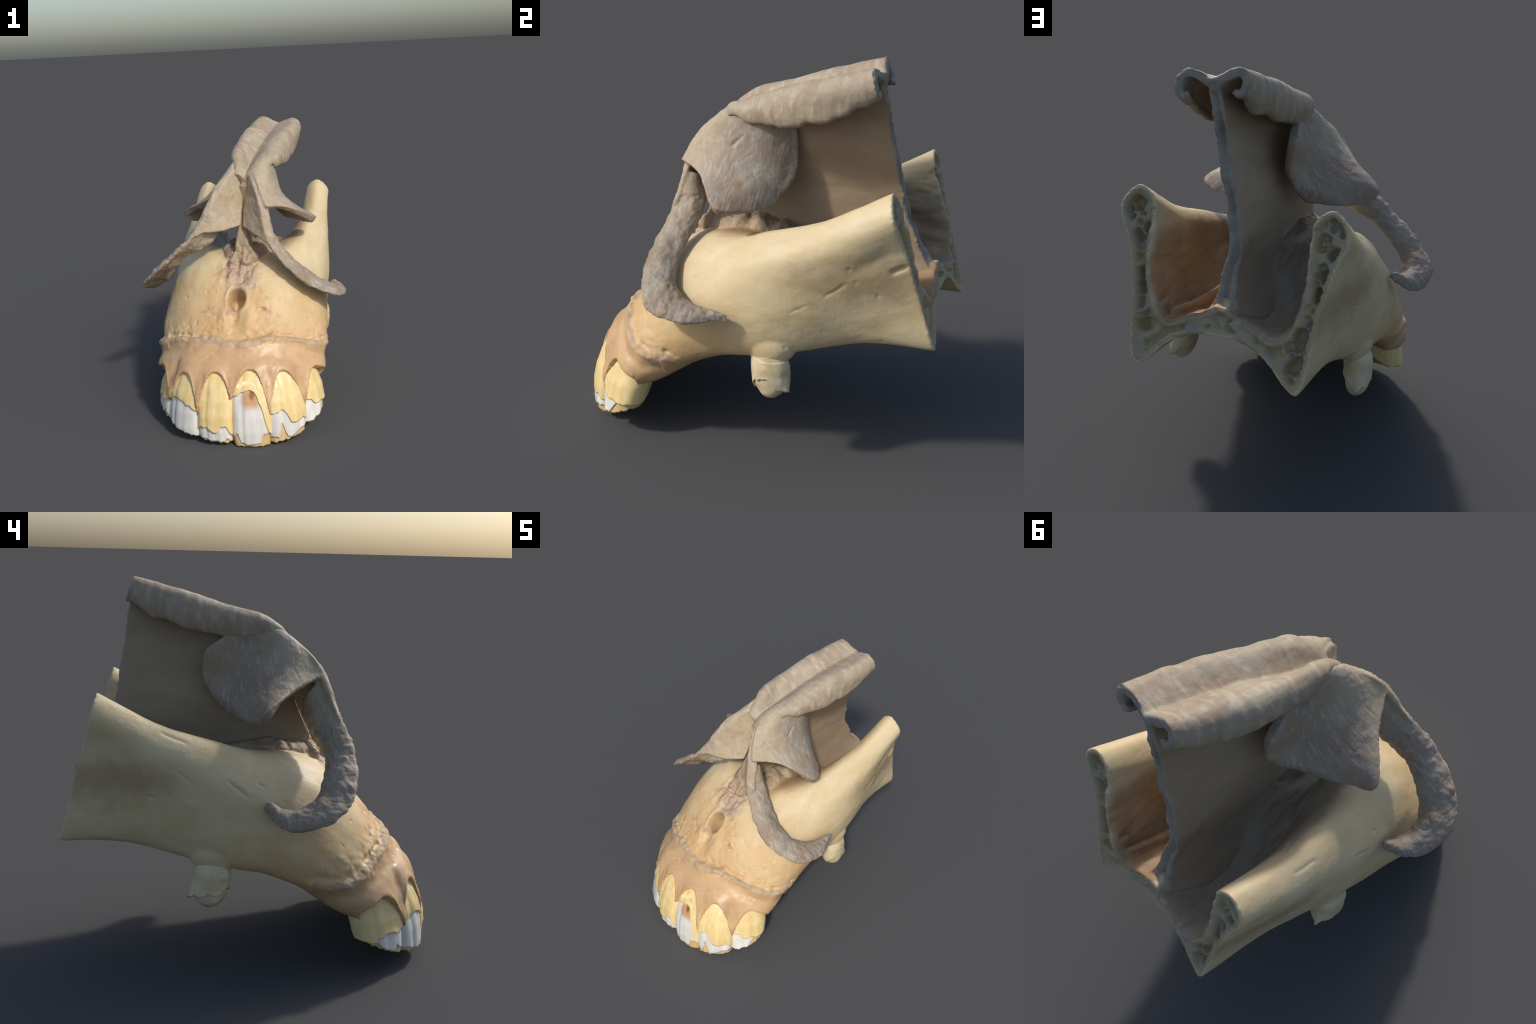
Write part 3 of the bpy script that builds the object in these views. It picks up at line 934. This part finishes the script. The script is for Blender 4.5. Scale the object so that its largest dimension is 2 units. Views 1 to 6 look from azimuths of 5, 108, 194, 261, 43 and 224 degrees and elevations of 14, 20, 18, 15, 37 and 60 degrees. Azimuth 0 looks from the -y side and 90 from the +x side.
for s in (1, -1):
    A = Soup()
    gu, gv = np.meshgrid(np.linspace(0, 1, 70), np.linspace(0, 1, 60), indexing="ij")
    rim = np.minimum(np.minimum(1 - gu, 1 - gv), 0.25) / 0.25
    v, f = sheet(grid_surface(PLATE[s], 70, 60), 0.040 + 0.012 * (1 - rim) ** 2)
    A.add(v, f, "plate")
    v, f = sheet(grid_surface(MEDIAL[s], 40, 50), 0.04)
    A.add(v, f, "plate")
    spine = catmull(CREST[s], 10)
    tt = np.linspace(0, 2 * math.pi, 16, endpoint=False)
    rr = np.interp(np.linspace(0, 1, len(spine)), [0, .3, .7, 1], [.020, .030, .034, .026])
    v, f = tube([p + r * np.stack([np.cos(tt), 0.35 * np.cos(tt) + 0.75 * np.sin(tt), 0.65 * np.sin(tt)], 1) for p, r in zip(spine, rr)])
    A.add(v, f, "plate")
    if s in WEB:
        v, f = sheet(grid_surface(WEB[s], 24, 40), 0.045)
        A.add(v, f, "plate")
    v, f = horn_tube(*HORN[s], bow=0.024 * s)
    A.add(v, f, ["horn" if k > 40 * 9 else "plate" for k in range(len(v))])
    av, af, an = voxel_union(A, 0.007, 12, 0.5)
    al = nearest_labels(A, av)
    horn = np.array([l == "horn" for l in al])
    d = 0.007 * fbm(av, 7, 3, 101) + 0.003 * fbm(av, 24, 3, 103)
    d += horn * (0.006 * fbm(av, 26, 3, 109) + 0.014 * fbm(av * np.array([1, .8, 1.2]), 12, 4, 105) - 0.004 * smoothstep(0.4, 0.1, cells(av, 13, 9)))
    crease = smoothstep(0.05, 0.0, np.abs(fbm(av * np.array([1, 1.4, 0.7]), 7, 2, 107)))
    d -= 0.002 * crease
    if s > 0:                      # short slit in the right plate
        a, b = np.array([-.085, 1.555]), np.array([-.03, 1.605])
        tt = np.clip(((av[:, 1:] - a) @ (b - a)) / ((b - a) @ (b - a)), 0, 1)
        d -= (av[:, 0] > 0.12) * 0.007 * np.exp(-(np.linalg.norm(av[:, 1:] - a - tt[:, None] * (b - a), axis=1) / 0.007) ** 2)
    av = av + an * d[:, None]
    an = normals(av, af)
    split_regions(av, af, al, an, {"plate": ("alar_cartilage", ALAR), "horn": ("cartilage_horn", ALAR)})

# ------------------------------------------------------------------ teeth


def rounded_box(n, a, b, p=3.2):
    """Superellipse outline, first half is the labial side."""
    t = np.linspace(0, 2 * math.pi, n, endpoint=False)
    c, s = np.cos(t), np.sin(t)
    return np.stack([a * np.sign(c) * np.abs(c) ** (2 / p), b * np.sign(s) * np.abs(s) ** (2 / p)], 1)


# per incisor: lower edge of the cement across the labial face, tip height at
# both corners, and lower edge of the white enamel above the yellow tip
INCISORS = [
    dict(edge=[(0, .17), (.2, .18), (.35, .22), (.6, .235), (.8, .225), (1, .25)], tip=(.19, .085),
         enamel=[(0, .20), (.35, .19), (.45, .12), (.65, .10), (.8, .16), (1, .10)]),
    dict(edge=[(0, .22), (.2, .275), (.43, .29), (.6, .265), (.8, .25), (1, .21)], tip=(.085, .035),
         enamel=[(0, .12), (.3, .09), (.6, .065), (1, .05)]),
    dict(edge=[(0, .10), (.1, .13), (.38, .13), (.47, .10), (.62, .10), (.69, .145), (.85, .14), (1, .06)],
         tip=(.035, .012), enamel=[(0, .06), (.4, .035), (.8, .03), (.85, .06), (1, .03)]),
    dict(edge=[(0, .33), (.14, .335), (.3, .36), (.5, .378), (.65, .35), (.8, .24), (.93, .10), (1, .06)],
         tip=(-.003, -.001), enamel=[(0, .06), (.15, .10), (.25, .03), (.5, .02), (.75, .03), (.8, .085), (.95, .095), (1, .05)]),
    dict(edge=[(0, .225), (.16, .22), (.29, .245), (.43, .21), (.48, .15), (.64, .14), (.8, .165), (1, .13)],
         tip=(.01, .05), enamel=[(0, .06), (.2, .06), (.24, .15), (.3, .15), (.36, .06), (.5, .04), (.7, .085), (1, .10)]),
    dict(edge=[(0, .27), (.2, .24), (.3, .205), (.55, .215), (.65, .19), (1, .18)], tip=(.075, .165),
         enamel=[(0, .10), (.2, .09), (.45, .13), (.55, .2), (1, .2)]),
]
SEG = 72


def tooth_shell(i, grow, ztop, zlow, levels=46):
    """Rings of one incisor from the root inside the gum to height zlow(s)."""
    a, b = BORDERS[i], BORDERS[i + 1]
    tc, half = (a + b) / 2, (b - a) / 2 - 0.006
    p = np.array([np.interp(tc, ARC_LEN, ARCADE[:, 0]), np.interp(tc, ARC_LEN, ARCADE[:, 1])])
    q = [np.array([np.interp(tc + e, ARC_LEN, ARCADE[:, 0]), np.interp(tc + e, ARC_LEN, ARCADE[:, 1])])
         for e in (-0.7 * half, 0.7 * half)]
    tang = (q[1] - q[0]) / np.linalg.norm(q[1] - q[0])
    inward = np.array([-tang[1], tang[0]])
    if inward @ (np.array([0, -0.5]) - p) < 0:
        inward = -inward
    depth = 0.095
    box = rounded_box(SEG, half + grow, depth + grow)
    # labial face follows the arcade and carries two long grooves
    s = (box[:, 0] / (half + grow) + 1) / 2
    arc = np.stack([np.interp(a + s * (b - a), ARC_LEN, ARCADE[:, 0]), np.interp(a + s * (b - a), ARC_LEN, ARCADE[:, 1])], 1)
    bulge = (arc - p) @ inward - 0.25 * 0
    lab = (box[:, 1] < 0)
    groove = 0.013 * np.exp(-((s - 0.55) / 0.09) ** 2) - 0.005 * np.cos(4 * math.pi * s) + 0.006 * np.exp(-((s - 0.3) / 0.05) ** 2)
    lo = np.array([zlow(k) for k in s]) + 0.05 * smoothstep(-0.3, 1.0, box[:, 1] / depth)   # chewing face slopes up inwards
    rings = []
    for l in range(levels):
        w = l / (levels - 1)
        z = ztop * (1 - w) + lo * w
        lean = np.interp(z, [0, .1, .2, .3, .38, .45, .5], [.018, .02, .006, -.02, -.055, -.095, -.13])  # crowns flare outward towards the tip
        taper = 1 - 0.10 * smoothstep(0.25, 0.5, z)
        across = box[:, 0] * taper * (1 - 0.30 * smoothstep(-0.2, 1.0, box[:, 1] / depth))
        if i in (0, 5):                                  # corner teeth lean forward at their rear edge
            far = np.clip((s - 0.35) / 0.65, 0, 1) if i == 5 else np.clip((0.65 - s) / 0.65, 0, 1)
            across = across + (1 if i == 0 else -1) * 0.05 * far * smoothstep(0.42, 0.08, z)
        deep = box[:, 1] + np.where(lab, bulge * 0.85 + groove, bulge * 0.35)
        base = p + np.outer(across, tang) + np.outer(deep + depth, inward) - np.outer(lean, inward)
        rings.append(np.column_stack([base, z]))
    return rings, s, lab


def curl_in(rings):
    """Turn the lower edge of a shell inwards so that it has a thin lip."""
    last = rings[-1]
    c = last.mean(0)
    for k, up in ((0.93, 0.0), (0.85, 0.02), (0.8, 0.06)):
        r = last.copy()
        r[:, :2] = c[:2] + (last[:, :2] - c[:2]) * k
        r[:, 2] += up
        rings.append(r)
    return rings


def edge_fn(pts, jag, seed):
    P = np.array(pts)
    rng = np.random.default_rng(seed)
    ph = rng.uniform(0, 6.28, 3)
    return lambda s: float(np.interp(s, P[:, 0], P[:, 1])
                           + jag * (math.sin(37 * s + ph[0]) + 0.6 * math.sin(71 * s + ph[1])))


def close_tip(rings, drop=0.012):
    """Worn, slightly domed end below the last ring."""
    last = rings[-1]
    c = last.mean(0)
    for k, g in ((0.93, 0.6), (0.75, 0.9), (0.4, 1.0)):
        r = c + (last - c) * k
        r[:, 2] = last[:, 2] * k + c[2] * (1 - k) - drop * g
        rings.append(r)
    return rings


for i, spec in enumerate(INCISORS):
    holder_v = []
    tipz = lambda s, a=spec["tip"][0], b=spec["tip"][1]: a + (b - a) * s
    tip = edge_fn([(0, spec["tip"][0] + .012), (1, spec["tip"][1] + .012)], 0.004, 50 + i)
    en = edge_fn(spec["enamel"], 0.003, 80 + i)
    ce = edge_fn(spec["edge"], 0.004, 20 + i)
    rings, s, lab_side = tooth_shell(i, 0.0, 0.50, tip)
    v, f = tube(close_tip(rings))
    v[:, :2] += 0.003 * fbm(v, 20, 2, 200 + i)[:, None]
    tooth = add_object("incisor_tooth", v, f, DENTINE)
    rings, s, lab_side = tooth_shell(i, 0.006, 0.50, lambda k: max(en(k), tip(k) + 0.004))
    v, f = tube(curl_in(rings))
    add_object("enamel", v, f, ENAMEL, parent=tooth)
    rings, s, lab_side = tooth_shell(i, 0.016, 0.50, lambda k: max(ce(k), en(k) + 0.004))
    v, f = tube(curl_in(rings))
    v[:, :2] += 0.003 * fbm(v, 16, 2, 300 + i)[:, None]
    add_object("tooth_cement", v, f, CEMENT, parent=tooth)

for s in (1, -1):
    # peg-like canine: worn yellow tip below a torn sleeve of cement
    cx, cy = 0.475 * s, (0.193 if s > 0 else 0.212)
    t = np.linspace(0, 2 * math.pi, 48, endpoint=False)

    def peg(w, grow):
        r = math.sqrt(max(0.03, 1 - max(0, (w - 0.5) / 0.5) ** 2.6)) * (0.70 + 0.30 * smoothstep(0.0, 0.42, w))
        return np.stack([cx + 0.012 * s * w + (0.066 * r + grow) * np.cos(t), cy + 0.012 * w + (0.092 * r + grow) * np.sin(t),
                         np.full(48, 0.66 - 0.285 * w)], 1)

    v, f = tube([peg(k / 27, 0) for k in range(28)])
    v += 0.010 * np.stack([fbm(v, 11, 3, 400 + s), fbm(v, 11, 3, 402 + s), 0.7 * fbm(v, 11, 3, 404 + s)], 1)
    tooth = add_object("canine_tooth", v, f, CANINE)
    zl = 0.462 + 0.026 * np.sin(2 * t + 1 + s) + 0.014 * np.sin(3 * t + 1 + s) + 0.008 * np.sin(7 * t + s) + 0.005 * np.sin(17 * t)
    flake = np.exp(-((np.angle(np.exp(1j * (t - (1.25 if s > 0 else 1.9))))) / 0.22) ** 2)
    rings = []
    for k in range(20):
        w = k / 19
        z = 0.59 * (1 - w) + zl * w
        r = np.stack([np.interp(z, [.375, .66], [1, 0])], 0)[0]
        ring = np.array([peg(q, 0.006)[n] for n, q in enumerate(r)])
        out = ring[:, :2] - np.array([cx, cy])
        ring[:, :2] += out * (0.05 * w ** 5 + 0.32 * flake * w ** 6)[:, None]
        ring[:, 2] = z
        rings.append(ring)
    v, f = tube(curl_in(rings))
    v += 0.010 * np.stack([fbm(v, 11, 3, 400 + s), fbm(v, 11, 3, 402 + s), 0.7 * fbm(v, 11, 3, 404 + s)], 1)
    add_object("tooth_cement", v, f, CANINE, parent=tooth)
